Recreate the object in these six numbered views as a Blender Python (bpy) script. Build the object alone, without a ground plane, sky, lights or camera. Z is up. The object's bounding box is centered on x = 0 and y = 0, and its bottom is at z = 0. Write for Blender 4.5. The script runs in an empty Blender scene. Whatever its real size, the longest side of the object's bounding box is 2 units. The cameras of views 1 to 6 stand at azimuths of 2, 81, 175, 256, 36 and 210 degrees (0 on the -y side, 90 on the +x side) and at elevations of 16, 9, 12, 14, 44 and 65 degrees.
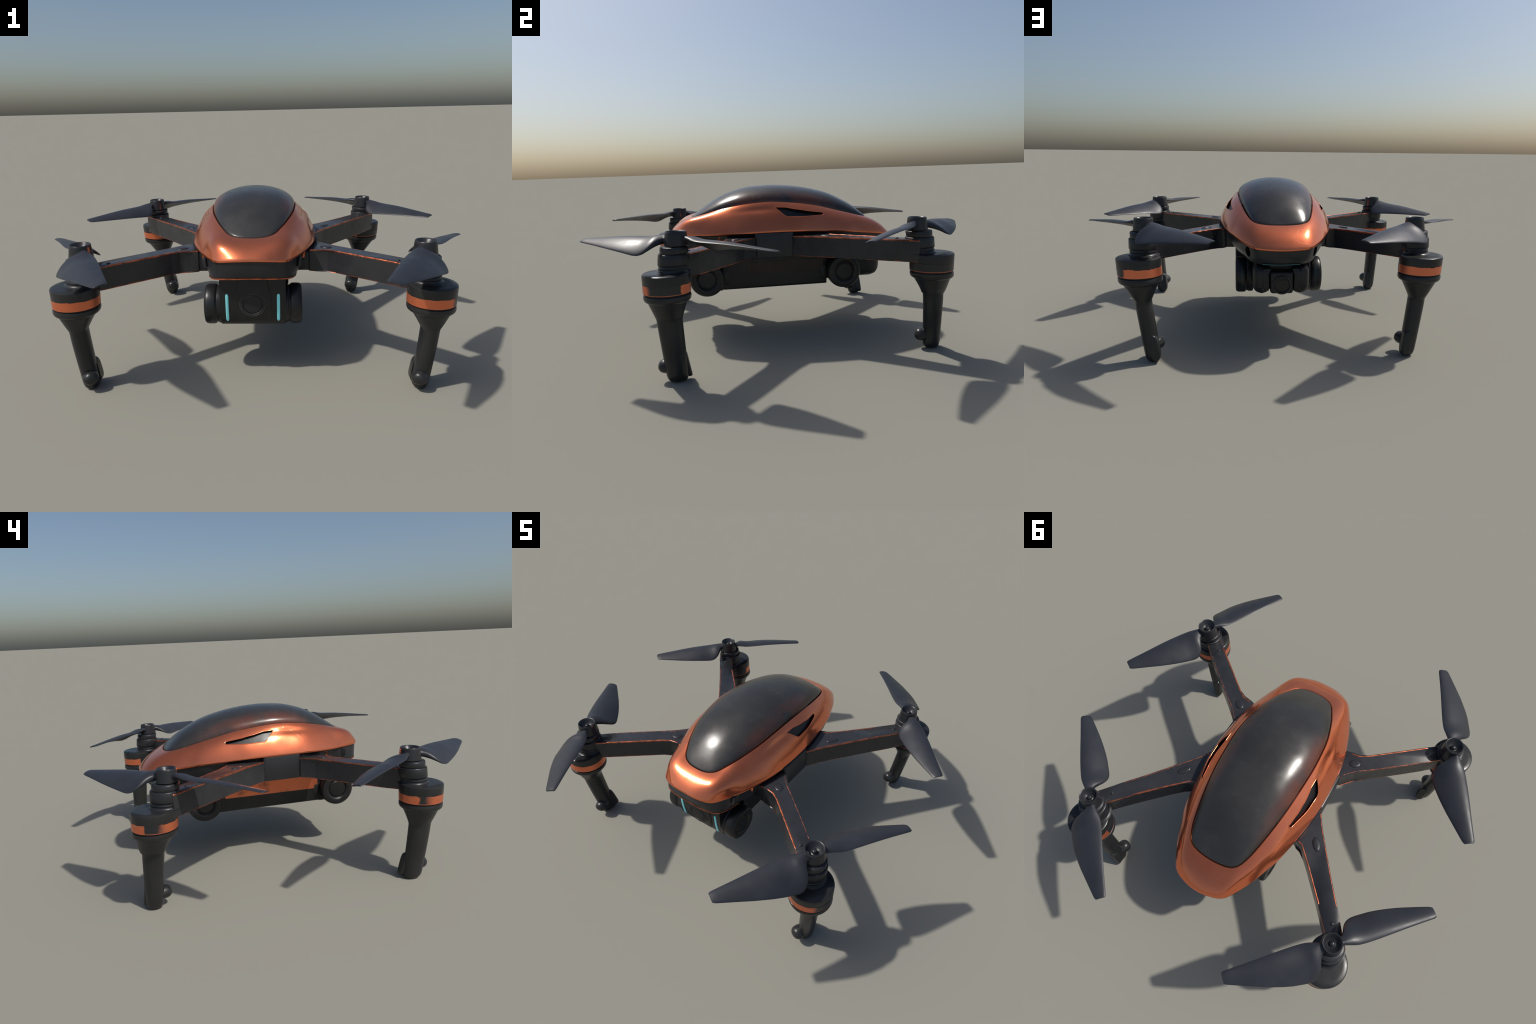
"""Camera quadcopter: copper shell, black canopy, four arms with motors,
two-blade rotors and landing legs, under-slung camera box, roller pods and battery."""
import bpy, bmesh, math, random
from math import sin, cos, pi, radians
from mathutils import Vector, Matrix
random.seed(7)

# ------------------------------------------------------------------ helpers
def lerp(a, b, t): return a + (b - a) * t

def interp(x, table):
    """monotone-ish cubic interpolation through (x, value) control points"""
    n = len(table)
    if x <= table[0][0]: return table[0][1]
    if x >= table[-1][0]: return table[-1][1]
    for i in range(n - 1):
        if x <= table[i + 1][0]: break
    x0, y0 = table[i]; x1, y1 = table[i + 1]; h = x1 - x0
    def slope(k):
        if k == 0: return (table[1][1] - table[0][1]) / (table[1][0] - table[0][0])
        if k == n - 1: return (table[-1][1] - table[-2][1]) / (table[-1][0] - table[-2][0])
        return (table[k + 1][1] - table[k - 1][1]) / (table[k + 1][0] - table[k - 1][0])
    t = (x - x0) / h; m0, m1 = slope(i) * h, slope(i + 1) * h
    return ((2*t**3 - 3*t*t + 1) * y0 + (t**3 - 2*t*t + t) * m0
            + (-2*t**3 + 3*t*t) * y1 + (t**3 - t*t) * m1)

def closed_curve(half, n):
    """closed loop through half control points (x>=0 side, front to rear), mirrored; n even samples.
    Starts at the front centre and runs along +x to the rear and back along -x."""
    pts = [Vector(p) for p in half]
    full = pts + [Vector((-p.x, p.y, p.z)) for p in reversed(pts[1:-1])]
    m = len(full); dense = []
    for i in range(m):
        p0, p1, p2, p3 = full[i-1], full[i], full[(i+1) % m], full[(i+2) % m]
        for k in range(24):
            t = k / 24
            dense.append(0.5 * ((2*p1) + (p2-p0)*t + (2*p0-5*p1+4*p2-p3)*t*t + (3*p1-p0-3*p2+p3)*t**3))
    cum = [0.0]
    for a, b in zip(dense, dense[1:] + dense[:1]): cum.append(cum[-1] + (b - a).length)
    out, j = [], 0
    for i in range(n):
        s = cum[-1] * i / n
        while cum[j+1] < s: j += 1
        a, b = dense[j], dense[(j+1) % len(dense)]
        out.append(a.lerp(b, (s - cum[j]) / max(1e-9, cum[j+1] - cum[j])))
    return out

def finish(name, bm, mat, parent=None, angle=35, smooth=True):
    bmesh.ops.recalc_face_normals(bm, faces=bm.faces)
    if bm.calc_volume(signed=True) < 0: bmesh.ops.reverse_faces(bm, faces=bm.faces)
    me = bpy.data.meshes.new(name)
    bm.to_mesh(me); bm.free()
    for m in (mat if isinstance(mat, (list, tuple)) else [mat]): me.materials.append(m)
    if smooth:
        me.shade_smooth()
        me.set_sharp_from_angle(angle=radians(angle))
    ob = bpy.data.objects.new(name, me)
    bpy.context.scene.collection.objects.link(ob)
    if parent: ob.parent = parent
    return ob

def loft(bm, loops, cap_start=False, cap_end=False, closed=True, mat=0):
    rows = [[bm.verts.new(p) for p in lp] for lp in loops]
    for a, b in zip(rows, rows[1:]):
        n = len(a)
        for i in range(n if closed else n - 1):
            j = (i + 1) % n
            f = bm.faces.new((a[i], a[j], b[j], b[i])); f.material_index = mat
    if cap_start: bm.faces.new(rows[0]).material_index = mat
    if cap_end: bm.faces.new(list(reversed(rows[-1]))).material_index = mat
    return rows

def ring(c, rx, ry, n=48, axis=None):
    """ellipse round the centre c, in the horizontal plane or square to `axis`"""
    out = []
    if axis is None: e1, e2 = Vector((1, 0, 0)), Vector((0, 1, 0))
    else:
        a = Vector(axis).normalized()
        e1 = a.orthogonal().normalized() if abs(a.z) > .9 else Vector((0, 0, 1)).cross(a).normalized()
        e2 = a.cross(e1)
    for i in range(n):
        t = 2 * pi * i / n
        out.append(Vector(c) + e1 * (rx * cos(t)) + e2 * (ry * sin(t)))
    return out

def lathe(bm, profile, base=(0, 0, 0), axis=(0, 0, 1), n=48, lean=(0, 0), z0=0, mat=0, caps=(True, True)):
    """profile of (radius, height along axis); `lean` shears the axis per unit height"""
    a = Vector(axis).normalized(); loops = []
    vertical = abs(a.z) > .999
    for r, h in profile:
        c = Vector(base) + a * h + Vector((lean[0] * (h - z0), lean[1] * (h - z0), 0))
        loops.append(ring(c, r, r, n, None if vertical else a))
    loft(bm, loops, caps[0], caps[1], mat=mat)

def prism(bm, poly, z0, z1, bevel=0.0, segs=2, edge_mat=None, mat=0):
    """vertical prism from a plan polygon, its edges rounded; bevel faces may get their own slot"""
    lo = [bm.verts.new((x, y, z0)) for x, y in poly]; hi = [bm.verts.new((x, y, z1)) for x, y in poly]
    n = len(poly); fs = [bm.faces.new(lo[::-1]), bm.faces.new(hi)]
    for i in range(n):
        fs.append(bm.faces.new((lo[i], lo[(i+1) % n], hi[(i+1) % n], hi[i])))
    for f in fs: f.material_index = mat
    if bevel:
        es = {e for f in fs for e in f.edges}
        r = bmesh.ops.bevel(bm, geom=list(es), offset=bevel, segments=segs, profile=.5, affect='EDGES', clamp_overlap=True)
        if edge_mat is not None:
            for f in r['faces']:
                f.normal_update()
                c = f.calc_center_median()
                if (abs(c.z - z0) < bevel * 1.01 or abs(c.z - z1) < bevel * 1.01): f.material_index = edge_mat

def box(bm, lo, hi, bevel=0.0, segs=2, taper=0.0):
    (x0, y0, z0), (x1, y1, z1) = lo, hi
    vs = []
    for z in (z0, z1):
        t = taper if z == z0 else 0
        for x, y in ((x0+t, y0), (x1-t, y0), (x1-t, y1), (x0+t, y1)): vs.append(bm.verts.new((x, y, z)))
    fs = [bm.faces.new([vs[i] for i in q]) for q in ((3,2,1,0),(4,5,6,7),(0,1,5,4),(1,2,6,5),(2,3,7,6),(3,0,4,7))]
    if bevel:
        bmesh.ops.bevel(bm, geom=list({e for f in fs for e in f.edges}), offset=bevel, segments=segs, profile=.5, affect='EDGES', clamp_overlap=True)

# ------------------------------------------------------------------ materials
class Nodes:
    def __init__(self, name):
        self.m = bpy.data.materials.new(name); self.m.use_nodes = True
        self.t = self.m.node_tree; self.bsdf = self.t.nodes['Principled BSDF']
        self.coord = self.n('ShaderNodeTexCoord').outputs['Object']
    def n(self, kind, **kw):
        nd = self.t.nodes.new(kind)
        for k, v in kw.items(): setattr(nd, k, v)
        return nd
    def link(self, a, b): self.t.links.new(a, b)
    def put(self, sock, v):
        if hasattr(v, 'is_output'): self.link(v, sock)
        else: sock.default_value = v
    def noise(self, scale, detail=4, rough=.5, vec=None, dist=0):
        nd = self.n('ShaderNodeTexNoise'); self.link(vec or self.coord, nd.inputs['Vector'])
        nd.inputs['Scale'].default_value = scale; nd.inputs['Detail'].default_value = detail
        nd.inputs['Roughness'].default_value = rough; nd.inputs['Distortion'].default_value = dist
        return nd.outputs['Fac']
    def math(self, op, a, b=0.0, c=0.0, clamp=False):
        nd = self.n('ShaderNodeMath', operation=op, use_clamp=clamp)
        for s, v in zip(nd.inputs, (a, b, c)): self.put(s, v)
        return nd.outputs[0]
    def step(self, x, lo, hi):
        nd = self.n('ShaderNodeMapRange', interpolation_type='SMOOTHSTEP')
        self.put(nd.inputs['Value'], x); nd.inputs['From Min'].default_value = lo; nd.inputs['From Max'].default_value = hi
        return nd.outputs['Result']
    def span(self, x, lo, hi, a, b):
        nd = self.n('ShaderNodeMapRange'); self.put(nd.inputs['Value'], x)
        for k, v in zip(('From Min', 'From Max', 'To Min', 'To Max'), (lo, hi, a, b)): nd.inputs[k].default_value = v
        return nd.outputs['Result']
    def mix(self, fac, a, b):
        nd = self.n('ShaderNodeMix', data_type='RGBA'); self.put(nd.inputs['Factor'], fac)
        for s, v in ((nd.inputs['A'], a), (nd.inputs['B'], b)):
            self.put(s, (*v, 1) if isinstance(v, tuple) and len(v) == 3 else v)
        return nd.outputs['Result']
    def xyz(self):
        nd = self.n('ShaderNodeSeparateXYZ'); self.link(self.coord, nd.inputs[0]); return nd.outputs
    def bump(self, h, strength, dist=.002):
        nd = self.n('ShaderNodeBump'); self.link(h, nd.inputs['Height'])
        nd.inputs['Strength'].default_value = strength; nd.inputs['Distance'].default_value = dist
        self.link(nd.outputs[0], self.bsdf.inputs['Normal'])
    def cracks(self, scale, width, lo, hi):
        """thin broken crazing lines: Voronoi cell borders kept only in noisy patches"""
        warp = self.n('ShaderNodeVectorMath', operation='ADD'); nz = self.n('ShaderNodeTexNoise')
        self.link(self.coord, nz.inputs['Vector']); nz.inputs['Scale'].default_value = scale * 1.7
        sc = self.n('ShaderNodeVectorMath', operation='SCALE'); self.link(nz.outputs['Color'], sc.inputs[0]); sc.inputs['Scale'].default_value = .08
        self.link(self.coord, warp.inputs[0]); self.link(sc.outputs[0], warp.inputs[1])
        v = self.n('ShaderNodeTexVoronoi', feature='DISTANCE_TO_EDGE'); self.link(warp.outputs[0], v.inputs['Vector'])
        v.inputs['Scale'].default_value = scale
        line = self.math('SUBTRACT', 1.0, self.step(v.outputs['Distance'], 0, width))
        return self.math('MULTIPLY', line, self.step(self.noise(scale * .55, 2), lo, hi))
    def set(self, **kw):
        names = dict(color='Base Color', rough='Roughness', metal='Metallic', spec='Specular IOR Level', coat='Coat Weight', coatr='Coat Roughness')
        for k, v in kw.items():
            s = self.bsdf.inputs[names[k]]
            self.put(s, (*v, 1) if isinstance(v, tuple) and len(v) == 3 else v)
        return self.m

COPPER = (.79, .225, .108)
DARK = (.019, .020, .023)

def copper_colour(k):
    c = k.mix(k.step(k.noise(4, 3, .5), .35, .7), COPPER, (.72, .190, .085))
    c = k.mix(k.math('MULTIPLY', k.step(k.noise(24, 5, .6), .62, .76), .25), c, (.52, .14, .075))
    return c

def mat_copper():
    k = Nodes('copper_paint')
    c = copper_colour(k)
    cr = k.cracks(8.5, .010, .54, .60)
    c = k.mix(k.math('MULTIPLY', cr, .32), c, (.80, .50, .40))
    k.bump(k.math('SUBTRACT', 1.0, cr), .10, .0015)
    return k.set(color=c, metal=.85, rough=k.span(k.noise(10, 3), .3, .75, .11, .22))

def mat_dark(name, base=DARK, rough=(.28, .42), bump=.12, metal=0.0):
    k = Nodes(name)
    n = k.noise(11, 5, .6)
    c = k.mix(k.step(n, .35, .7), base, tuple(v * 1.25 for v in base))
    if bump: k.bump(k.noise(30, 4), bump, .002)
    return k.set(color=c, rough=k.span(k.noise(17, 4), .3, .7, *rough), metal=metal, spec=.42)

def mat_trim(name, lo, hi, tone=1.0):
    """dark plastic worn through to copper along an edge"""
    k = Nodes(name)
    f = k.step(k.noise(16, 4, .6), lo, hi)
    dull = tuple(v * tone for v in COPPER)
    c = k.mix(f, DARK, k.mix(k.step(k.noise(28, 4), .4, .65), dull, tuple(v * .5 for v in dull)))
    return k.set(color=c, rough=.33, metal=k.math('MULTIPLY', f, .8))

def mat_canopy():
    k = Nodes('canopy_tinted_plastic')
    x, y, z = k.xyz()[:3]
    grain = k.noise(320, 3, .7)
    c = k.mix(k.step(k.noise(6, 5, .6), .35, .7), (.029, .028, .027), (.038, .037, .035))
    c = k.mix(k.math('MULTIPLY', k.step(grain, .5, .75), .5), c, (.058, .057, .056))
    scuff = k.math('MULTIPLY', k.step(k.noise(9, 6, .7, None, 1.2), .56, .72), .45)
    c = k.mix(scuff, c, (.062, .061, .059))
    # copper shell's reflection painted into the colour, reddish patches along both sides
    side = k.step(k.math('ABSOLUTE', x), .115, .205)
    patch = k.step(k.noise(4.2, 4, .55), .36, .62)
    ends = k.math('SUBTRACT', 1.0, k.step(k.math('ABSOLUTE', k.math('SUBTRACT', y, .05)), .22, .42))
    c = k.mix(k.math('MULTIPLY', k.math('MULTIPLY', side, patch), k.math('MULTIPLY', ends, .5)), c, (.20, .050, .024))
    # faint circuit-like rings seen through the tint
    v = k.n('ShaderNodeTexVoronoi'); k.link(k.coord, v.inputs['Vector']); v.inputs['Scale'].default_value = 7.5
    rings = k.step(k.math('SINE', k.math('MULTIPLY', v.outputs['Distance'], 46)), .72, 1.0)
    rings = k.math('MULTIPLY', rings, k.math('SUBTRACT', 1, k.step(v.outputs['Distance'], .28, .42)))
    rings = k.math('MULTIPLY', rings, k.step(k.noise(3.2, 2), .47, .60))
    c = k.mix(k.math('MULTIPLY', rings, .35), c, (.058, .060, .060))
    k.bump(k.math('ADD', k.math('MULTIPLY', grain, .35), k.math('MULTIPLY', k.noise(14, 3), .8)), .10, .004)
    return k.set(color=c, rough=k.span(k.noise(12, 4), .3, .7, .20, .30), spec=.42)

def mat_band(name, lo, hi, soft_lo, soft_hi, sx, inner=-400):
    """copper motor band with a bare dark sector on the outer side; azimuths in degrees from the outward x axis
    towards +y; the object origin of the band sits on the leg axis"""
    k = Nodes(name)
    x, y, z = k.xyz()[:3]
    az = k.math('MULTIPLY', k.math('ARCTAN2', y, k.math('MULTIPLY', x, sx)), 180 / pi)
    az = k.math('ADD', az, k.span(k.noise(30, 3), .3, .7, -4, 4))
    inside = k.math('MULTIPLY', k.step(az, lo - soft_lo, lo + soft_lo), k.math('SUBTRACT', 1, k.step(az, hi - soft_hi, hi + soft_hi)))
    inside = k.math('MAXIMUM', inside, k.math('SUBTRACT', 1, k.step(az, inner - 10, inner + 10)))   # bare inner side
    line = k.math('MULTIPLY', k.math('SUBTRACT', 1, k.step(z, -.0165, -.0150)), .55)       # copper shows along the lower lip
    worn = k.step(k.noise(45, 5, .7), .70, .76)
    f = k.math('MAXIMUM', line, k.math('SUBTRACT', 1, k.math('MAXIMUM', inside, k.math('MULTIPLY', worn, .5))))
    c = k.mix(f, DARK, copper_colour(k))
    return k.set(color=c, metal=k.math('MULTIPLY', f, .7), rough=.34)

M_COPPER = mat_copper()
M_DARK = mat_dark('black_plastic')
M_ARM = mat_dark('arm_plastic', (.025, .026, .029), (.22, .34), .05)
M_BLADE = mat_dark('blade_composite', (.024, .0255, .031), (.34, .46), .0)
M_LEG = mat_dark('leg_plastic', (.018, .0185, .019), (.26, .40), .06)
M_GIMBAL = mat_dark('gimbal_plastic', (.012, .012, .013), (.30, .45), .10)
M_BLACK = mat_dark('groove_black', (.004, .004, .005), (.6, .7), 0)
M_TRIM = mat_trim('copper_worn_edge', .30, .42, .74)
M_TRIM_THIN = mat_trim('copper_worn_lower_edge', .40, .50, .6)
M_CANOPY = mat_canopy()
M_GLASS = mat_dark('lens_glass', (.008, .008, .009), (.10, .16), 0)
kk = Nodes('lens_ring'); M_RING = kk.set(color=(.022, .022, .023), rough=.5)
kk = Nodes('cyan_light'); M_CYAN = kk.set(color=(.20, .52, .55), rough=.4)
kk.bsdf.inputs['Emission Color'].default_value = (.10, .45, .50, 1); kk.bsdf.inputs['Emission Strength'].default_value = .25
kk = Nodes('dim_cyan_light'); M_CYAN_DIM = kk.set(color=(.035, .125, .135), rough=.4)
kk = Nodes('smudged_copper_film')
_f = kk.step(kk.noise(7, 5, .6), .28, .46)
M_FILM = kk.set(color=kk.mix(_f, (.16, .055, .032), copper_colour(kk)), metal=kk.math('MULTIPLY', _f, .75), rough=.36)
M_BROWN = mat_dark('dark_brown_strip', (.034, .022, .018), (.4, .55), .05)

# ------------------------------------------------------------------ root
root = bpy.data.objects.new('camera_drone', None)
bpy.context.scene.collection.objects.link(root)
root['label'] = 'copper and black quadcopter with canopy, four legs and camera'
root['category'] = 'camera drone'

# ------------------------------------------------------------------ shell and canopy
SEAM = [(0, -.444, .655), (.055, -.438, .657), (.098, -.414, .665), (.128, -.365, .680), (.157, -.300, .697), (.190, -.190, .719),
        (.205, -.06, .731), (.206, .04, .727), (.199, .18, .709), (.186, .29, .684), (.166, .40, .654), (.146, .475, .633), (.120, .522, .621),
        (.075, .543, .615), (0, .550, .613)]
RIM = [(0, -.556, .589), (.080, -.551, .586), (.148, -.524, .578), (.188, -.468, .578), (.217, -.410, .579), (.247, -.340, .580), (.288, -.21, .584), (.303, -.08, .587),
       (.307, .05, .587), (.295, .20, .580), (.264, .37, .567), (.236, .45, .556), (.205, .53, .545), (.168, .60, .534),
       (.127, .655, .525), (.065, .680, .522), (0, .688, .521)]
N = 240
def by_fraction(half, n):
    """sample a closed half-defined loop so that sample i of seam and rim face each other (equal y-fraction)"""
    return closed_curve(half, n)
seam, rim = by_fraction(SEAM, N), by_fraction(RIM, N)

def offset_in(loop, d, dz=0.0):
    """move a plan loop towards its inside by d and up by dz"""
    out, n = [], len(loop)
    for i, p in enumerate(loop):
        t = loop[(i+1) % n] - loop[i-1]
        nrm = Vector((-t.y, t.x, 0)).normalized()          # loop runs counter-clockwise seen from above
        out.append(Vector((p.x + nrm.x * d, p.y + nrm.y * d, p.z + dz)))
    return out

def bulge(p, q, s, side):
    """point s of the way from seam p to rim q, swelling outwards on the flanks"""
    v = p.lerp(q, s)
    out = Vector((p.x + q.x, (p.y + q.y) * .6, 0)); out = out.normalized() if out.length > 1e-6 else Vector((0, 1, 0))
    k = 4 * s * (1 - s)
    corner = math.exp(-((abs(v.x) - .135) / .07) ** 2) * math.exp(-((v.y + .44) / .09) ** 2)
    rear = min(1, max(0, (v.y + .05) / .2)) * min(1, max(0, (.62 - v.y) / .2))
    v += out * ((.0065 + .004 * rear + .018 * corner) * k) + Vector((0, 0, (.008 + .008 * corner) * k))
    v += out * (.0011 * k * (sin(17 * v.y + 9 * v.x) * cos(23 * v.z + 5 * v.y) + .6 * sin(41 * v.y + 13 * v.z)))
    # soft shelf running forward from the intake on each flank
    g = math.exp(-((v.y + .10) / .10) ** 2) * math.exp(-((s - .30) / .10) ** 2)
    v -= out * (.007 * g)
    return v

bm = bmesh.new()
loops = [offset_in(seam, .012, -.030), offset_in(seam, .0035, -.028), offset_in(seam, .0005, -.004), offset_in(seam, -.0035, -.0008)]
seam_o = offset_in(seam, -.0035, -.0008)
for j in range(1, 15):
    s = j / 15
    loops.append([bulge(p, q, s, 0) for p, q in zip(seam_o, rim)])
loops += [rim, offset_in(rim, -.0012, -.004), offset_in(rim, -.0005, -.009), offset_in(rim, .004, -.0125), offset_in(rim, .016, -.0125)]
inner = []
for j in (14, 10, 6, 3, 0):                               # inner skin, 14 mm thick
    s = j / 15
    inner.append([v + Vector((0, 0, -.020)) for v in offset_in([bulge(p, q, s, 0) for p, q in zip(seam_o, rim)], .014)])
rows = loft(bm, loops + inner)
a, b = rows[-1], rows[0]
for i in range(N): bm.faces.new((a[i], a[(i+1) % N], b[(i+1) % N], b[i]))
shell = finish('shell', bm, M_COPPER, root, 38)

# side intakes: sunken dart-shaped openings cut through both flanks
VENT = [(-.012, .703), (.037, .6585), (.052, .652), (.16, .650), (.243, .651), (.251, .657), (.246, .664), (.20, .671), (.158, .677), (.10, .688), (.045, .700)]
bm = bmesh.new()
for sx in (1, -1):
    lo = [bm.verts.new((sx * .12, y, z)) for y, z in VENT]; hi = [bm.verts.new((sx * .36, y, z)) for y, z in VENT]
    n = len(VENT); bm.faces.new(lo); bm.faces.new(hi[::-1])
    for i in range(n): bm.faces.new((lo[i], hi[i], hi[(i+1) % n], lo[(i+1) % n]))
cutter = finish('cutter', bm, M_BLACK, None, smooth=False)

def cut(ob, tool, solver='EXACT'):
    md = ob.modifiers.new('cut', 'BOOLEAN'); md.operation = 'DIFFERENCE'; md.solver = solver; md.object = tool
    dg = bpy.context.evaluated_depsgraph_get()
    me = bpy.data.meshes.new_from_object(ob.evaluated_get(dg))
    old = ob.data; nm = old.name
    ob.modifiers.clear(); ob.data = me; bpy.data.meshes.remove(old); me.name = nm
    me.shade_smooth(); me.set_sharp_from_angle(angle=radians(38))
    print(nm, 'faces', len(me.polygons))
    bpy.data.objects.remove(tool)
from mathutils.bvhtree import BVHTree
tree = BVHTree.FromPolygons([v.co.copy() for v in shell.data.vertices], [tuple(p.vertices) for p in shell.data.polygons])
cut(shell, cutter, 'FAST')

# slim raised lip round each intake, laid on the shell surface
cy, cz = sum(p[0] for p in VENT) / len(VENT), sum(p[1] for p in VENT) / len(VENT)
for sx in (1, -1):
    pts = []
    for (y0, z0), (y1, z1) in zip(VENT, VENT[1:] + VENT[:1]):
        for i in range(6):
            y, z = lerp(y0, y1, i / 6), lerp(z0, z1, i / 6)
            d = Vector((y - cy, z - cz)); d = d.normalized() * .0016
            hit = tree.ray_cast(Vector((sx * .6, y + d.x, z + d.y)), Vector((-sx, 0, 0)))[0]
            if hit is not None: pts.append(hit)
    bm = bmesh.new(); loops = []; n = len(pts)
    for i, p in enumerate(pts):
        t = (pts[(i + 1) % n] - pts[i - 1]).normalized(); u = Vector((sx, 0, .55)).normalized(); w = t.cross(u).normalized()
        loops.append([p + w * (.0026 * cos(a)) + u * (.0019 * sin(a)) for a in [2 * pi * j / 8 for j in range(8)]])
    rows_ = loft(bm, loops); a_, b_ = rows_[-1], rows_[0]
    for i in range(8): bm.faces.new((a_[i], a_[(i+1) % 8], b_[(i+1) % 8], b_[i]))
    finish('intake_lip', bm, M_COPPER, shell, 60)

# dark floor of the intakes
bm = bmesh.new()
for sx in (1, -1):
    cols = []
    for i in range(13):
        y = lerp(-.03, .27, i / 12); col = []
        for j in range(5):
            z = lerp(.640, .712, j / 4)
            zs, zr = interp(y, [(p[1], p[2]) for p in SEAM]), interp(y, [(p[1], p[2]) for p in RIM])
            xs, xr = interp(y, [(p[1], p[0]) for p in SEAM]), interp(y, [(p[1], p[0]) for p in RIM])
            s = (zs - z) / (zs - zr)
            col.append((sx * (lerp(xs, xr, s) - .0035), y, z))
        cols.append(col)
    back = [[(x - sx * .006, y, z) for x, y, z in c] for c in cols]
    loft(bm, [c + b[::-1] for c, b in zip(cols, back)], True, True)
finish('side_intake', bm, M_GIMBAL, shell)

# canopy dome
TOP = [(-.444, .655), (-.405, .685), (-.368, .711), (-.33, .7355), (-.288, .7585), (-.24, .779), (-.204, .7905), (-.16, .802), (-.12, .8085), (-.06, .813), (0, .8145), (.105, .8075), (.22, .789), (.335, .756),
       (.452, .696), (.51, .650), (.55, .613)]
def seam_w(y):
    return max(1e-4, interp(y, [(p[1], p[0]) for p in SEAM]))
def seam_z(y): return interp(y, [(p[1], p[2]) for p in SEAM])
edge = offset_in(seam, .0035)
bm = bmesh.new(); loops = [offset_in(seam, .0035, -.026), offset_in(seam, .0035, -.002)]
yc = .05
def dome(p0, rho):
    y = yc + (p0.y - yc) * rho; x = p0.x * rho
    # half-width of the seam at this station, from the sampled seam itself
    w = width_at(y)
    f = max(0.0, 1 - min(1.0, abs(x) / w) ** 2) ** .53
    zs = seam_z(y); zt = max(zs, interp(y, TOP))
    return Vector((x, y, zs + (zt - zs) * f))
half_seam = sorted([(p.y, abs(p.x)) for p in edge[:N // 2 + 1]])
def width_at(y):
    for (y0, x0), (y1, x1) in zip(half_seam, half_seam[1:]):
        if y0 <= y <= y1: return max(1e-4, lerp(x0, x1, (y - y0) / max(1e-9, y1 - y0)))
    return 1e-4
M = 44
for j in range(1, M):
    rho = (1 - (j / M) ** 2) if j < M else 0
    rho = cos(j / M * pi / 2) ** .75
    loops.append([dome(p, rho) for p in edge])
rows = loft(bm, loops)
c = bm.verts.new((0, yc, interp(yc, TOP)))
last = rows[-1]
for i in range(N): bm.faces.new((last[i], last[(i+1) % N], c))
canopy = finish('canopy', bm, M_CANOPY, root, 60)

shell.location.x = canopy.location.x = -.0015             # the body sits a touch off the centre line
# black gasket lying in the groove between canopy and shell
bm = bmesh.new()
g = [offset_in(seam, d, h) for d, h in ((-.0045, -.016), (.0075, -.016), (.0075, -.0095), (-.0045, -.0095))]
rws = loft(bm, g); a, b = rws[-1], rws[0]
for i in range(N): bm.faces.new((a[i], a[(i+1) % N], b[(i+1) % N], b[i]))
finish('seal_gasket', bm, M_BLACK, canopy)

# ------------------------------------------------------------------ hull under the shell
HULL_LOW = [(0, -.536, .499), (.09, -.533, .497), (.160, -.510, .492), (.188, -.460, .487), (.196, -.40, .480), (.205, -.33, .465), (.215, -.25, .458), (.218, -.10, .455),
            (.218, .10, .452), (.214, .25, .449), (.195, .38, .446), (.170, .50, .443), (.150, .58, .442), (.108, .628, .441), (.05, .645, .441), (0, .650, .441)]
low = closed_curve(HULL_LOW, N)
top = offset_in(rim, .0055, -.010)
bm = bmesh.new()
loops = [offset_in(top, .03, .0), top]
for s in (.04, .12, .3, .5, .7, .85):
    k = s ** 1.9
    lp = [Vector((lerp(p.x, q.x, k), lerp(p.y, q.y, k), lerp(p.z, q.z, s))) for p, q in zip(top, low)]
    for v in lp:                                           # flanks step in behind the arm roots
        win = max(0.0, min(1, (v.y + .40) / .05, (.36 - v.y) / .08))
        win = win * win * (3 - 2 * win) * min(1, s / .12) * (1 - .8 * max(0, (s - .5) / .5))
        v.x -= math.copysign(.013, v.x) * win * min(1, abs(v.x) / .12)
    loops.append(lp)
loops += [offset_in(low, .000, .004), offset_in(low, .005, -.002), offset_in(low, .016, -.006)]
loft(bm, loops, True, True)
hull = finish('hull', bm, M_DARK, root, 40)
bm = bmesh.new()
for sx in (1, -1):
    lathe(bm, [(.021, -.05), (.021, .06)], (sx * .168, .598, .492), (sx * .62, .78, 0), 32)
    # stretch the bore into an upright oval
for v in bm.verts: v.co.z = .492 + (v.co.z - .492) * 1.22
cut(hull, finish('cutter', bm, M_BLACK, None, smooth=False))
hull.data.materials.append(M_BLACK)

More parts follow.
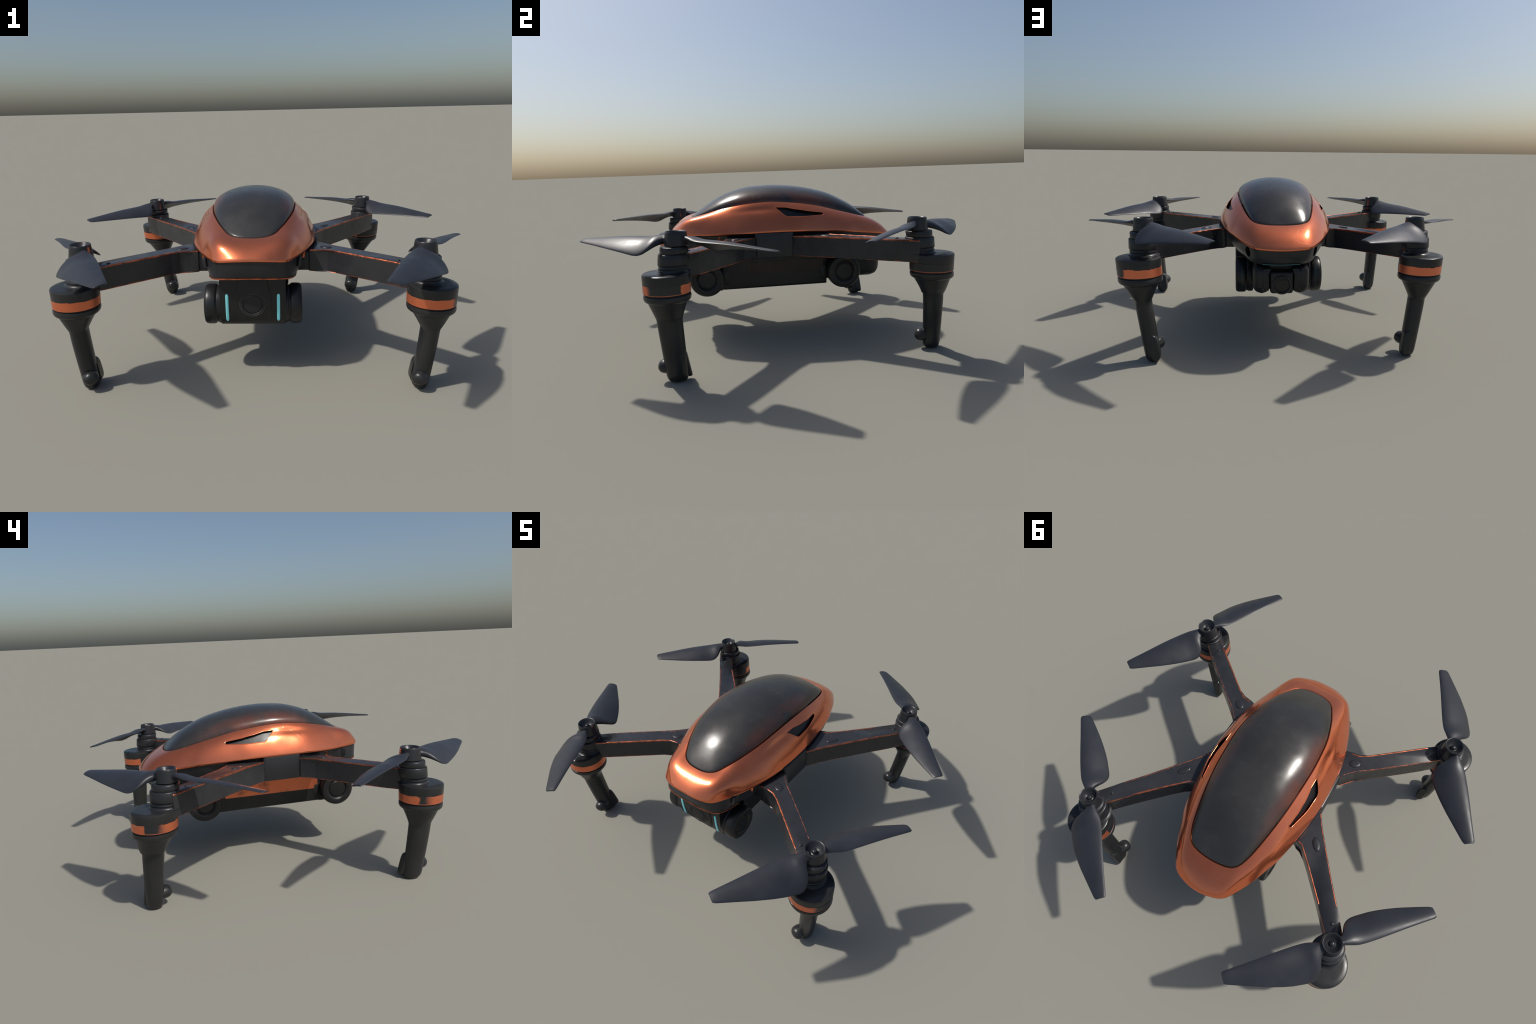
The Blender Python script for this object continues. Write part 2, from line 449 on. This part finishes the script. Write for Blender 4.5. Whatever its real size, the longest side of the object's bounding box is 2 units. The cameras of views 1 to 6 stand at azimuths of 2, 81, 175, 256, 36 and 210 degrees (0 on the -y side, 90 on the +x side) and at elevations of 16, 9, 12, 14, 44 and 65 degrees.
for sx in (1, -1):
    # oval lip round each rear port
    bm = bmesh.new(); ax = Vector((sx * .62, .78, 0)).normalized()
    base = Vector((sx * .168, .598, .492))
    # bore liner
    lathe(bm, [(.0207, -.045), (.0207, -.0449), (.019, -.0448)], base, ax, 32)
    for v in bm.verts: v.co.z = .492 + (v.co.z - .492) * 1.22
    finish('exhaust_port', bm, M_BLACK, hull)
    # raised flank panel beside the nose with a copper upper lip
    bm = bmesh.new()
    box(bm, (-.009, -.036, -.020), (.009, .036, .024), .006)
    pan = finish('flank_panel', bm, M_DARK, hull)
    pan.location = (sx * .198, -.405, .540); pan.rotation_euler = (0, sx * radians(10), sx * radians(25))
    bm = bmesh.new()
    box(bm, (-.008, -.012, -.018), (.008, .012, .016), .004)
    clip = finish('copper_clip', bm, M_COPPER, hull)
    clip.location = (sx * .230, -.306, .545); clip.rotation_euler = (0, sx * radians(8), sx * radians(22))
    # saddle block from which the front and rear arm spring
    bm = bmesh.new()
    prism(bm, [(sx * x, y) for x, y in ((.20, -.140), (.304, -.132), (.3105, -.124), (.3140, .058), (.310, .068), (.20, .09))], .4495, .576, .003)
    finish('arm_saddle', bm, M_DARK, hull)
# thin copper lip under the nose and a thin lit strip under the tail
def strip(name, t0, t1, d, z0, z1, mat):
    bm = bmesh.new(); n = len(low); idx = [i % n for i in range(int(t0 * n), int(t1 * n) + 1)]
    o, ins = offset_in(low, -d), offset_in(low, .012)
    loops = []
    for k, i in enumerate(idx):
        loops.append([o[i] + Vector((0, 0, z0)), o[i] + Vector((0, 0, z1)), ins[i] + Vector((0, 0, z1)), ins[i] + Vector((0, 0, z0))])
    loft(bm, loops, True, True)
    finish(name, bm, mat, hull)
strip('nose_lip', -.105, .105, .0012, -.0035, .0015, M_TRIM)
strip('tail_light', .468, .532, .0012, -.0035, .0000, M_CYAN_DIM)

# ------------------------------------------------------------------ arms
ARM_LO, ARM_HI = .4500, .5555
FRONT_ARM = [(.300, -.128), (.259, -.282), (.299, -.281), (.345, -.289), (.385, -.315), (.624, -.510), (.690, -.566), (.735, -.500), (.650, -.426), (.570, -.358), (.425, -.240), (.367, -.197), (.318, -.142), (.311, -.130)]
REAR_ARM = [(.298, .068), (.310, .062), (.319, .075), (.360, .138), (.416, .211), (.516, .338), (.600, .439), (.712, .575), (.662, .634), (.518, .470), (.395, .343), (.350, .300), (.318, .268), (.290, .259), (.268, .257)]

def boss(bm, c, along, rx, ry, h):
    a = Vector((along[0], along[1], 0)).normalized(); b = Vector((-a.y, a.x, 0)); loops = []
    for r, z in ((1.0, 0), (1.0, .15), (.93, .55), (.75, .85), (.45, 1.0), (.1, 1.0)):
        loops.append([Vector(c) + a * (ry * r * cos(t)) + b * (rx * r * sin(t)) + Vector((0, 0, h * z - .001))
                      for t in [2 * pi * i / 28 for i in range(28)]])
    loft(bm, loops, False, True)

def bead(bm, line, r):
    """slim rounded bead along a polyline lying on the arm's upper edge"""
    pts = []
    for p, q in zip(line, line[1:]):
        m = max(1, int((q - p).length / .012)); pts += [p.lerp(q, i / m) for i in range(m)]
    pts.append(line[-1]); loops = []
    for i, p in enumerate(pts):
        t = (pts[min(i + 1, len(pts) - 1)] - pts[max(i - 1, 0)]).normalized(); sdir = Vector((-t.y, t.x, 0)).normalized()
        rr = r * (.9 + .15 * sin(i * 1.7 + p.x * 40) * sin(i * .61)) if 0 < i < len(pts) - 1 else r * .3
        loops.append([p + sdir * (rr * cos(a)) + Vector((0, 0, rr * .55 * sin(a))) for a in [2 * pi * j / 8 for j in range(8)]])
    loft(bm, loops, True, True)

def build_arm(poly, sx, dome_c, along, dome_r, screw_c, edges):
    pl = [(sx * x, y) for x, y in poly]
    bm = bmesh.new()
    prism(bm, pl, ARM_LO, ARM_HI, .0075, 3)
    bm.normal_update()
    for f in bm.faces:
        n, c = f.normal, f.calc_center_median()
        if abs(n.z) < .97 and c.z > ARM_HI - .0074: f.material_index = 1
        elif abs(n.z) < .97 and c.z < ARM_LO + .0030: f.material_index = 2
    arm = finish('arm', bm, [M_ARM, M_TRIM, M_TRIM_THIN], root, 45)
    # narrower stub carrying the arm into the hull
    a = poly[0][1] < 0
    bm = bmesh.new()
    prism(bm, [(sx * x, y) for x, y in (((.17, -.13), (.17, -.270), (.285, -.276), (.318, -.165), (.304, -.13)) if a else ((.17, .075), (.304, .075), (.325, .115), (.295, .252), (.17, .250)))],
          ARM_LO + .002, ARM_HI - .012, .006)
    finish('arm_root', bm, M_DARK, arm, 40)
    c = Vector((sx * sum(p[0] for p in poly) / len(poly), sum(p[1] for p in poly) / len(poly), 0))
    bm = bmesh.new()
    for i0, i1, r in edges:
        line = []
        for i in range(i0, i1 + 1):
            a, p, q = (Vector((sx * poly[j][0], poly[j][1], 0)) for j in (i - 1, i, i + 1))
            t = (q - a).normalized(); nrm = Vector((-t.y, t.x, 0)) * sx
            line.append(p + nrm * .0040 + Vector((0, 0, ARM_HI - .0012)))
        bead(bm, line, r)
    finish('copper_edge', bm, M_TRIM, arm, 60)
    bm = bmesh.new()
    boss(bm, (sx * dome_c[0], dome_c[1], ARM_HI), (sx * along[0], along[1]), dome_r[0], dome_r[1], .006)
    finish('arm_boss', bm, M_DARK, arm, 60)
    bm = bmesh.new()
    boss(bm, (sx * screw_c[0], screw_c[1], ARM_HI), (1, 0), .009, .009, .006)
    finish('arm_screw', bm, M_DARK, arm, 60)
    return arm

# ------------------------------------------------------------------ motor, rotor, leg
def build_motor(hub, base, sx, flare):
    """stacked motor column; `base` is the axis position at its foot"""
    H, B = Vector((sx * hub[0], hub[1], 0)), Vector((sx * base[0], base[1], 0))
    prof = [(.030, .5945), (.058, .594), (.0610, .591), (.0595, .5665), (.0585, .5645), (.0640, .564), (.0665, .5605), (.0655, .520), (.064, .516),
            (.0612, .5145), (.0605, .509), (.0625, .507), (.0625, .503), (.0605, .5005), (.0615, .496), (.0635, .492), (.068, .489), (.077, .4865)]
    bm = bmesh.new(); loops = []
    for r, z in prof:
        t = max(0.0, (.66 - z) / (.66 - .487))
        c = H.lerp(B, t); loops.append(ring((c.x, c.y, z), r, r, 56))
    loft(bm, loops, True, True)
    # cooling ribs round the lower motor collar
    return finish('motor', bm, M_DARK, root, 55)

BLADE_LE = [(.03, -.020), (.05, -.020), (.08, -.029), (.11, -.0355), (.16, -.037), (.24, -.034), (.36, -.0275), (.474, -.0235)]
BLADE_TE = [(.03, .021), (.046, .024), (.060, .048), (.075, .085), (.095, .108), (.12, .118), (.17, .115), (.22, .108), (.31, .084), (.36, .067), (.474, .0275)]
BLADE_ZL = [(.03, .632), (.06, .631), (.12, .623), (.25, .619), (.36, .611), (.474, .601)]
BLADE_ZT = [(.03, .616), (.06, .605), (.08, .585), (.10, .569), (.13, .563), (.20, .573), (.33, .585), (.474, .593)]

def build_blade(hand, slim=0.0):
    bm = bmesh.new(); loops = []; K = 14
    st = [.03, .04, .048, .054, .060, .066, .072, .078, .086, .095, .106, .12, .14, .165, .20, .24, .28, .32, .36, .40, .44, .462, .470, .474]
    for t in st:
        le, te = interp(t, BLADE_LE), interp(t, BLADE_TE); zl, zt = interp(t, BLADE_ZL), interp(t, BLADE_ZT)
        w = slim * max(0.0, 1 - t / .474) ** .6                # slimmer, flatter trailing lobe
        te *= 1 - w; zt = lerp(zt, zl, .9 * w)
        if t > .455:                                       # rounded tip corners
            q = (t - .455) / .019; sh = .0045 * q ** 3
            dz = (zt - zl) / (te - le)
            le += sh; te -= sh; zl += sh * dz; zt -= sh * dz
        chord = math.hypot(te - le, zt - zl)
        thick = lerp(.036, .0115, min(1, max(0, (t - .03) / .10)) ** .7) * lerp(1, .72, t / .474)
        if t > .468: thick *= .75
        camber = lerp(.14, .065, min(1, t / .40)) * chord * min(1, max(0, (t - .04) / .05))
        upper, lower = [], []
        nx, nz = -(zt - zl) / chord, (te - le) / chord    # section normal (n, z)
        for i in range(K + 1):
            u = .5 - .5 * cos(pi * i / K)
            yc_ = camber * 4 * u * (1 - u) * (1.35 - .7 * u)
            th = thick * .5 * (max(0, 1 - (2 * u - 1) ** 4)) ** .5
            n0, z0 = lerp(le, te, u), lerp(zl, zt, u)
            upper.append((n0 + nx * (yc_ + th), z0 + nz * (yc_ + th)))
            lower.append((n0 + nx * (yc_ - th), z0 + nz * (yc_ - th)))
        sec = upper + lower[-2:0:-1]
        loops.append([Vector((t, hand * n, z)) for n, z in sec])
    loft(bm, loops, True, True)
    return bm

def build_rotor(hub, sx, az1, az2, hand, tilt, roll, scale=1.0, slim=(0, 0)):
    """hub cup with two blades; az in degrees, hand=+1 puts the wide trailing lobe counter-clockwise"""
    prof = [(.0005, .606), (.006, .612), (.0105, .642), (.0125, .638), (.0130, .631), (.017, .629), (.023, .632), (.031, .641), (.0375, .651), (.0405, .6555),
            (.0435, .6565), (.0455, .654), (.0460, .646), (.0470, .640), (.0478, .632), (.052, .603), (.0525, .5985), (.0005, .5982)]
    prof[0] = (.0005, .645); prof[1] = (.006, .6445)
    bm = bmesh.new()
    lathe(bm, prof, (0, 0, 0), n=48, caps=(True, True))
    hubo = finish('rotor_hub', bm, M_DARK, root, 40)
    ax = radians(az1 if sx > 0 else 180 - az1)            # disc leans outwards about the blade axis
    hubo.matrix_local = (Matrix.Translation((sx * hub[0], hub[1], .645)) @ Matrix.Rotation(radians(roll) * sx, 4, Vector((cos(ax), sin(ax), 0)))
                         @ Matrix.Translation((0, 0, -.645)) @ Matrix.Diagonal((scale, scale, 1, 1)))
    for az in (az1, az2):
        a = az if sx > 0 else 180 - az
        bl = finish('propeller_blade', build_blade(hand * sx, slim[0] if az == az1 else slim[1]), M_BLADE, hubo, 50)
        bl.location = (0, 0, 0)
        sgn = 1 if az == az1 else -1
        # pitch the rotor disc about the hub at z=.62
        R = Matrix.Diagonal((1 / scale, 1 / scale, 1, 1)) @ Matrix.Rotation(radians(a), 4, 'Z') @ Matrix.Translation((0, 0, .62)) @ Matrix.Rotation(-radians(tilt) * sgn, 4, 'Y') @ Matrix.Translation((0, 0, -.62))
        bl.matrix_local = R
    return hubo

def axis_at(path, z):
    return (interp(z, [(p[2], p[0]) for p in path]), interp(z, [(p[2], p[1]) for p in path]))

def build_leg(path, sx, ry, band, knob, pad):
    """path: (x, y, z) of the leg axis from foot to drum top"""
    P = lambda z: (lambda q: Vector((sx * q[0], q[1], z)))(axis_at(path, z))
    # drum (motor mount) --------------------------------------------------
    bm = bmesh.new()
    prof = [(.02, .4880), (.075, .4880), (.095, .4870), (.1000, .4840), (.1015, .478), (.0995, .4065), (.0985, .4045), (.06, .4045)]
    loft(bm, [ring(P(z), r, r, 72) for r, z in prof], True, True)
    drum = finish('leg_drum', bm, M_LEG, root, 32)
    # copper band, proud of the drum, its origin on the axis so the bare sector can follow azimuth
    bm = bmesh.new(); o = P(.425)
    rng = random.Random(int(path[0][1] * 1000) + int(sx))
    n = 96; ph = [rng.uniform(0, 6.28) for _ in range(4)]
    def wob(t): return .0012 * sin(3 * t + ph[0]) + .0008 * sin(11 * t + ph[1]) + (.0022 if rng.random() > .93 else 0)
    w = [wob(2 * pi * i / n) for i in range(n)]
    lower = [v - o for v in ring(P(.4055), .1005, .1005, n)]
    lower_in = [v - o for v in ring(P(.4055), .0995, .0995, n)]
    upper = [v - o + Vector((0, 0, w[i])) for i, v in enumerate(ring(P(.444), .1013, .1013, n))]
    upper_in = [v - o + Vector((0, 0, w[i])) for i, v in enumerate(ring(P(.444), .0995, .0995, n))]
    loft(bm, [lower_in, lower, upper, upper_in])
    bd = finish('copper_band', bm, band, drum, 40); bd.location = o
    # dark gap ring
    bm = bmesh.new()
    loft(bm, [ring(P(z), r, r, 60) for r, z in ((.0965, .407), (.0965, .394))], True, True)
    finish('shadow_gap', bm, M_BLACK, drum)
    # leg: collar, cone, oval pole, rounded foot --------------------------
    bm = bmesh.new()
    rx = .0375; ry1, ry0 = ry
    prof = [(.05, .05, .399), (.094, .094, .3995), (.0990, .0990, .397), (.1005, .1005, .391), (.1005, .1005, .382), (.0985, .0985, .3755), (.094, .094, .3705), (.086, .087, .3668), (.0815, .084, .3650), (.0795, .083, .3615),
            (.074, .0795, .352), (.065, .073, .336), (.0555, .066, .318), (.0465, .060, .3015), (.0415, .057, .2925), (.0385, ry1, .284)]
    for i in range(1, 12):
        t = i / 11; prof.append((lerp(.0385, .0365, t), lerp(ry1, ry0, t), lerp(.284, .045, t)))
    prof += [(.0360, ry0 * .985, .032), (.0345, ry0 * .95, .020), (.0310, ry0 * .88, .010), (.0250, ry0 * .76, .003), (.0170, ry0 * .58, .0006), (.008, ry0 * .3, 0)]
    loops = []
    for a, b, z in prof:
        c = P(z); pts = []
        for i in range(56):
            t = 2 * pi * i / 56; e = .94 if z < .29 else 1.0       # slightly squared oval
            ct, s_ = cos(t), sin(t)
            pts.append(c + Vector((a * math.copysign(abs(ct) ** e, ct), b * math.copysign(abs(s_) ** e, s_), 0)))
        loops.append(pts)
    loft(bm, loops, True, True)
    leg = finish('leg', bm, M_LEG, drum, 38)
    # forward knob near the foot ------------------------------------------
    c = P(.066); bm = bmesh.new()
    d = Vector((-sx * .42, -1, 0)).normalized(); loops = []
    side = Vector((d.y, -d.x, 0)); up = Vector((0, 0, 1))
    for h, r in ((0, .9), (.022, .96), (.036, 1), (.048, .97), (.057, .86), (.063, .70), (.0675, .45), (.069, .12)):
        loops.append([c + d * (h + knob) + side * (.0355 * r * cos(t)) + up * (.0315 * r * sin(t)) for t in [2 * pi * i / 36 for i in range(36)]])
    loft(bm, loops, True, True)
    finish('foot_knob', bm, M_LEG, leg, 50)
    # flat pad on the back of the shank -------------------------------------
    bm = bmesh.new(); loops = []
    for inset, y in ((0, .2), (0, .80), (.06, .93), (.22, 1.0), (.7, 1.0)):
        lp = []
        for i in range(40):
            t = 2 * pi * i / 40
            u = math.copysign(abs(cos(t)) ** .8, cos(t)); v = math.copysign(abs(sin(t)) ** .55, sin(t))
            z = .069 + v * .060 * (1 - inset * .35); zc = P(z)
            lp.append(zc + Vector((-sx * .017 + u * .0235 * (1 - inset), (ry0 + pad * (.72 - .38 * v)) * y - .002, 0)))
        loops.append(lp)
    loft(bm, loops, True, True)
    finish('foot_pad', bm, M_LEG, leg, 45)
    return drum

FRONT_LEG = [(.732, -.5485, 0), (.757, -.569, .292), (.752, -.571, .40), (.753, -.571, .488)]
REAR_LEG = [(.604, .693, 0), (.647, .678, .30), (.657, .662, .40), (.662, .661, .488)]
FRONT_HUB, REAR_HUB = (.728, -.522), (.645, .592)
for sx in (1, -1):
    s = 'right' if sx > 0 else 'left'
    build_arm(FRONT_ARM, sx, (.343, -.236), (.5, -.3), (.022, .030), (.630, -.474), [(2, 5, .0050), (8, 12, .0030)])
    build_motor(FRONT_HUB, (.734, -.544), sx, 1)
    build_rotor(FRONT_HUB, sx, -118.3, 56.6, 1, 1.8, 0, 1.0, (0, .07))
    build_leg(FRONT_LEG, sx, (.0550, .0485), knob=.012, pad=.015, band=mat_band('front_motor_band', -46 if sx > 0 else 8, 36 if sx > 0 else 38, 8 if sx > 0 else 16, 3, sx))
    build_arm(REAR_ARM, sx, (.376, .228), (.62, .78), (.018, .036), (.608, .508), [(2, 6, .0032), (9, 13, .0046)])
    build_motor(REAR_HUB, (.648, .613), sx, 1)
    build_rotor(REAR_HUB, sx, -46.7, 133.7, -1, 0, 0, .95, (.33, 0))
    build_leg(REAR_LEG, sx, (.049, .041), knob=.012, pad=.009, band=mat_band('rear_motor_band', -120 if sx > 0 else -17, 58 if sx > 0 else 32, 8 if sx > 0 else 18, 6 if sx > 0 else 3, sx, -60 if sx > 0 else -108))

# ------------------------------------------------------------------ underside: camera box, roller pods, battery, gimbal
bm = bmesh.new()
box(bm, (-.160, -.30, .36), (.160, .34, .455), .01)
finish('belly_plate', bm, M_GIMBAL, root)

# battery: upright lower part and a chamfered upper part with a copper film on the left flank
bm = bmesh.new()
sec = [(-.150, .256), (.150, .256), (.158, .264), (.158, .328), (.166, .452), (-.166, .452), (-.158, .328), (-.158, .264)]
loft(bm, [[Vector((x, y, z)) for x, z in sec] for y in (-.30, .285)], True, True)
bmesh.ops.bevel(bm, geom=list(bm.edges), offset=.004, segments=2, profile=.5, affect='EDGES')
battery = finish('battery', bm, M_GIMBAL, root, 30)
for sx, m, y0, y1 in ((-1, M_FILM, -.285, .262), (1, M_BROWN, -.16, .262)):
    bm = bmesh.new(); lo, hi = (.333, .448) if sx < 0 else (.340, .400)
    X = lambda z: .158 + (z - .328) * (.008 / .124)
    loft(bm, [[Vector((sx * (X(z) + o), y, z)) for z, o in ((lo, -.002), (lo, .0022), ((lo + hi) / 2, .0026), (hi, .0022), (hi, -.002))] for y in (y0, lerp(y0, y1, .33), lerp(y0, y1, .66), y1)], True, True)
    finish('battery_film', bm, m, battery, 30)

# front camera box
bm = bmesh.new()
prof = [(-.466, .500), (-.475, .425), (-.475, .360), (-.470, .310), (-.463, .277), (-.454, .259), (-.439, .251), (-.30, .251), (-.30, .500)]
loft(bm, [[Vector((x, y, z)) for y, z in prof] for x in (-.147, .147)], True, True)
bmesh.ops.bevel(bm, geom=[e for e in bm.edges if abs(abs((e.verts[0].co.x + e.verts[1].co.x) / 2) - .147) < 1e-4], offset=.008, segments=3, profile=.5, affect='EDGES')
cambox = finish('camera_box', bm, M_GIMBAL, root, 35)
def face_y(z): return interp(z, [(q[1], q[0]) for q in sorted(prof[:7], key=lambda q: q[1])])
# raised centre plate with waisted shoulders
bm = bmesh.new(); rowsP = []
for z, w in ((.492, .066), (.45, .068), (.425, .076), (.405, .083), (.37, .085), (.33, .084), (.300, .080), (.283, .074)):
    y = face_y(z); rowsP.append([Vector((-w, y + .01, z)), Vector((-w, y - .0015, z)), Vector((-w + .005, y - .005, z)), Vector((w - .005, y - .005, z)), Vector((w, y - .0015, z)), Vector((w, y + .01, z))])
loft(bm, rowsP, True, True)
finish('front_plate', bm, M_GIMBAL, cambox, 30)
# lens: groove ring and disc
zl = .362
bm = bmesh.new()
lathe(bm, [(.060, -.010), (.060, .0060), (.057, .0075), (.054, .0075), (.0525, .0058), (.0505, .0058), (.049, .0085), (.046, .0085), (.044, .006), (.044, .003), (.004, .003)], (0, face_y(zl), zl), (0, -1, .05), 48)
lens = finish('front_lens', bm, M_RING, cambox, 30)
bm = bmesh.new()
lathe(bm, [(.042, -.004), (.042, .0065), (.039, .0090), (.02, .0100), (.003, .0102)], (0, face_y(zl), zl), (0, -1, .05), 48)
finish('lens_disc', bm, M_GIMBAL, lens, 30)
for sx in (1, -1):
    bm = bmesh.new(); loops = []
    for i in range(17):
        z = lerp(.277, .408, i / 16); y = face_y(z)
        w = .0068 * (1 if 0 < i < 16 else .55); xx = sx * .1145
        loops.append([Vector((xx + w * cos(t), y - .0005 - .0028 * sin(t), z)) for t in [2 * pi * k / 10 for k in range(10)]])
    loft(bm, loops, True, True)
    finish('light_strip', bm, M_CYAN, cambox, 50)

# four roller pods on the flanks
WHEEL = [(.02, .130), (.080, .130), (.087, .133), (.0890, .140), (.0890, .156), (.086, .160), (.0845, .164), (.086, .168), (.091, .172), (.0930, .179), (.0930, .203), (.091, .213), (.086, .2190),
         (.074, .2220), (.064, .2220), (.057, .2195), (.053, .215), (.050, .2110), (.01, .2110)]
for sx in (1, -1):
    for yc_ in (-.384, .371):
        bm = bmesh.new()
        lathe(bm, WHEEL, (0, yc_, .331), (sx, 0, 0), 64)
        wheel = finish('roller_pod', bm, M_GIMBAL, root, 32)
        bm = bmesh.new()
        lathe(bm, [(.046, .204), (.046, .2140), (.042, .217), (.012, .2175), (.002, .2175)], (0, yc_, .331), (sx, 0, 0), 40)
        finish('pod_cap', bm, M_GIMBAL, wheel, 32)
        # bracket tying the pod to the battery
        bm = bmesh.new(); sg = 1 if yc_ < 0 else -1
        box(bm, (sx * .150 - .012, min(yc_ + sg * .06, yc_ + sg * .125), .285), (sx * .150 + .012, max(yc_ + sg * .06, yc_ + sg * .125), .365), .008)
        finish('pod_bracket', bm, M_GIMBAL, wheel, 40)
        if yc_ > 0:                                       # thin light line round the rear pods
            bm = bmesh.new()
            arc = [radians(t) for t in range(-38, 39, 4)]
            loft(bm, [[Vector((sx * x, yc_ + r * cos(t), .331 + r * sin(t))) for r, x in ((.0915, .188), (.0937, .188), (.0937, .190), (.0915, .190))] for t in arc], True, True)
            finish('pod_light', bm, M_CYAN_DIM, wheel, 32)

# axle joining each pair of pods
for yc_ in (-.384, .371):
    bm = bmesh.new(); lathe(bm, [(.070, -.14), (.070, .14)], (0, yc_, .332), (1, 0, 0), 40)
    finish('pod_axle', bm, M_GIMBAL, root, 40)

# rear gimbal: two rounded cheeks with the tail camera between, hung behind the pods on a short yoke
GY, GZ = .533, .354
bm = bmesh.new()
box(bm, (-.095, .36, .372), (.095, .560, .446), .014, 3)
yoke = finish('gimbal_yoke', bm, M_GIMBAL, root, 40)
for sx in (1, -1):
    bm = bmesh.new()                                       # rounded housing halves, their outer flanks drawn in
    box(bm, (min(sx * .050, sx * .138), .440, .277), (max(sx * .050, sx * .138), .611, .434), .044, 6)
    for v in bm.verts:
        if v.co.z < .34: v.co.y -= (.34 - v.co.z) * .22
        if v.co.z > .40: v.co.y -= (v.co.z - .40) * .35
    finish('gimbal_cheek', bm, M_GIMBAL, yoke, 40)
    bm = bmesh.new()                                       # bracket leaning in towards the lens block
    loft(bm, [[Vector((sx * x, y, z)) for x, y, z in ((xo, .590, z), (xo, .6145 - abs(z - .345) * .12, z), (xi, .6145 - abs(z - .345) * .12, z), (xi, .590, z))]
              for z, xo, xi in ((.302, .080, .062), (.335, .090, .059), (.38, .093, .062), (.412, .086, .050))], True, True)
    bmesh.ops.bevel(bm, geom=list(bm.edges), offset=.004, segments=2, profile=.5, affect='EDGES', clamp_overlap=True)
    finish('gimbal_bracket', bm, M_GIMBAL, yoke, 40)
bm = bmesh.new()
box(bm, (-.056, GY - .075, GZ - .065), (.056, GY + .087, GZ + .044), .014, 3)
tail = finish('tail_camera', bm, M_GIMBAL, yoke, 40)
bm = bmesh.new(); L0 = (0, GY + .085, GZ - .019)
lathe(bm, [(.046, -.01), (.046, .010), (.043, .014), (.039, .014), (.037, .010), (.037, .004), (.004, .004)], L0, (0, 1, 0), 48)
rl = finish('tail_lens', bm, M_RING, tail, 30)
bm = bmesh.new()
lathe(bm, [(.0365, -.002), (.035, .0065), (.02, .009), (.002, .0095)], L0, (0, 1, 0), 40)
finish('lens_glass', bm, M_GLASS, rl, 40)
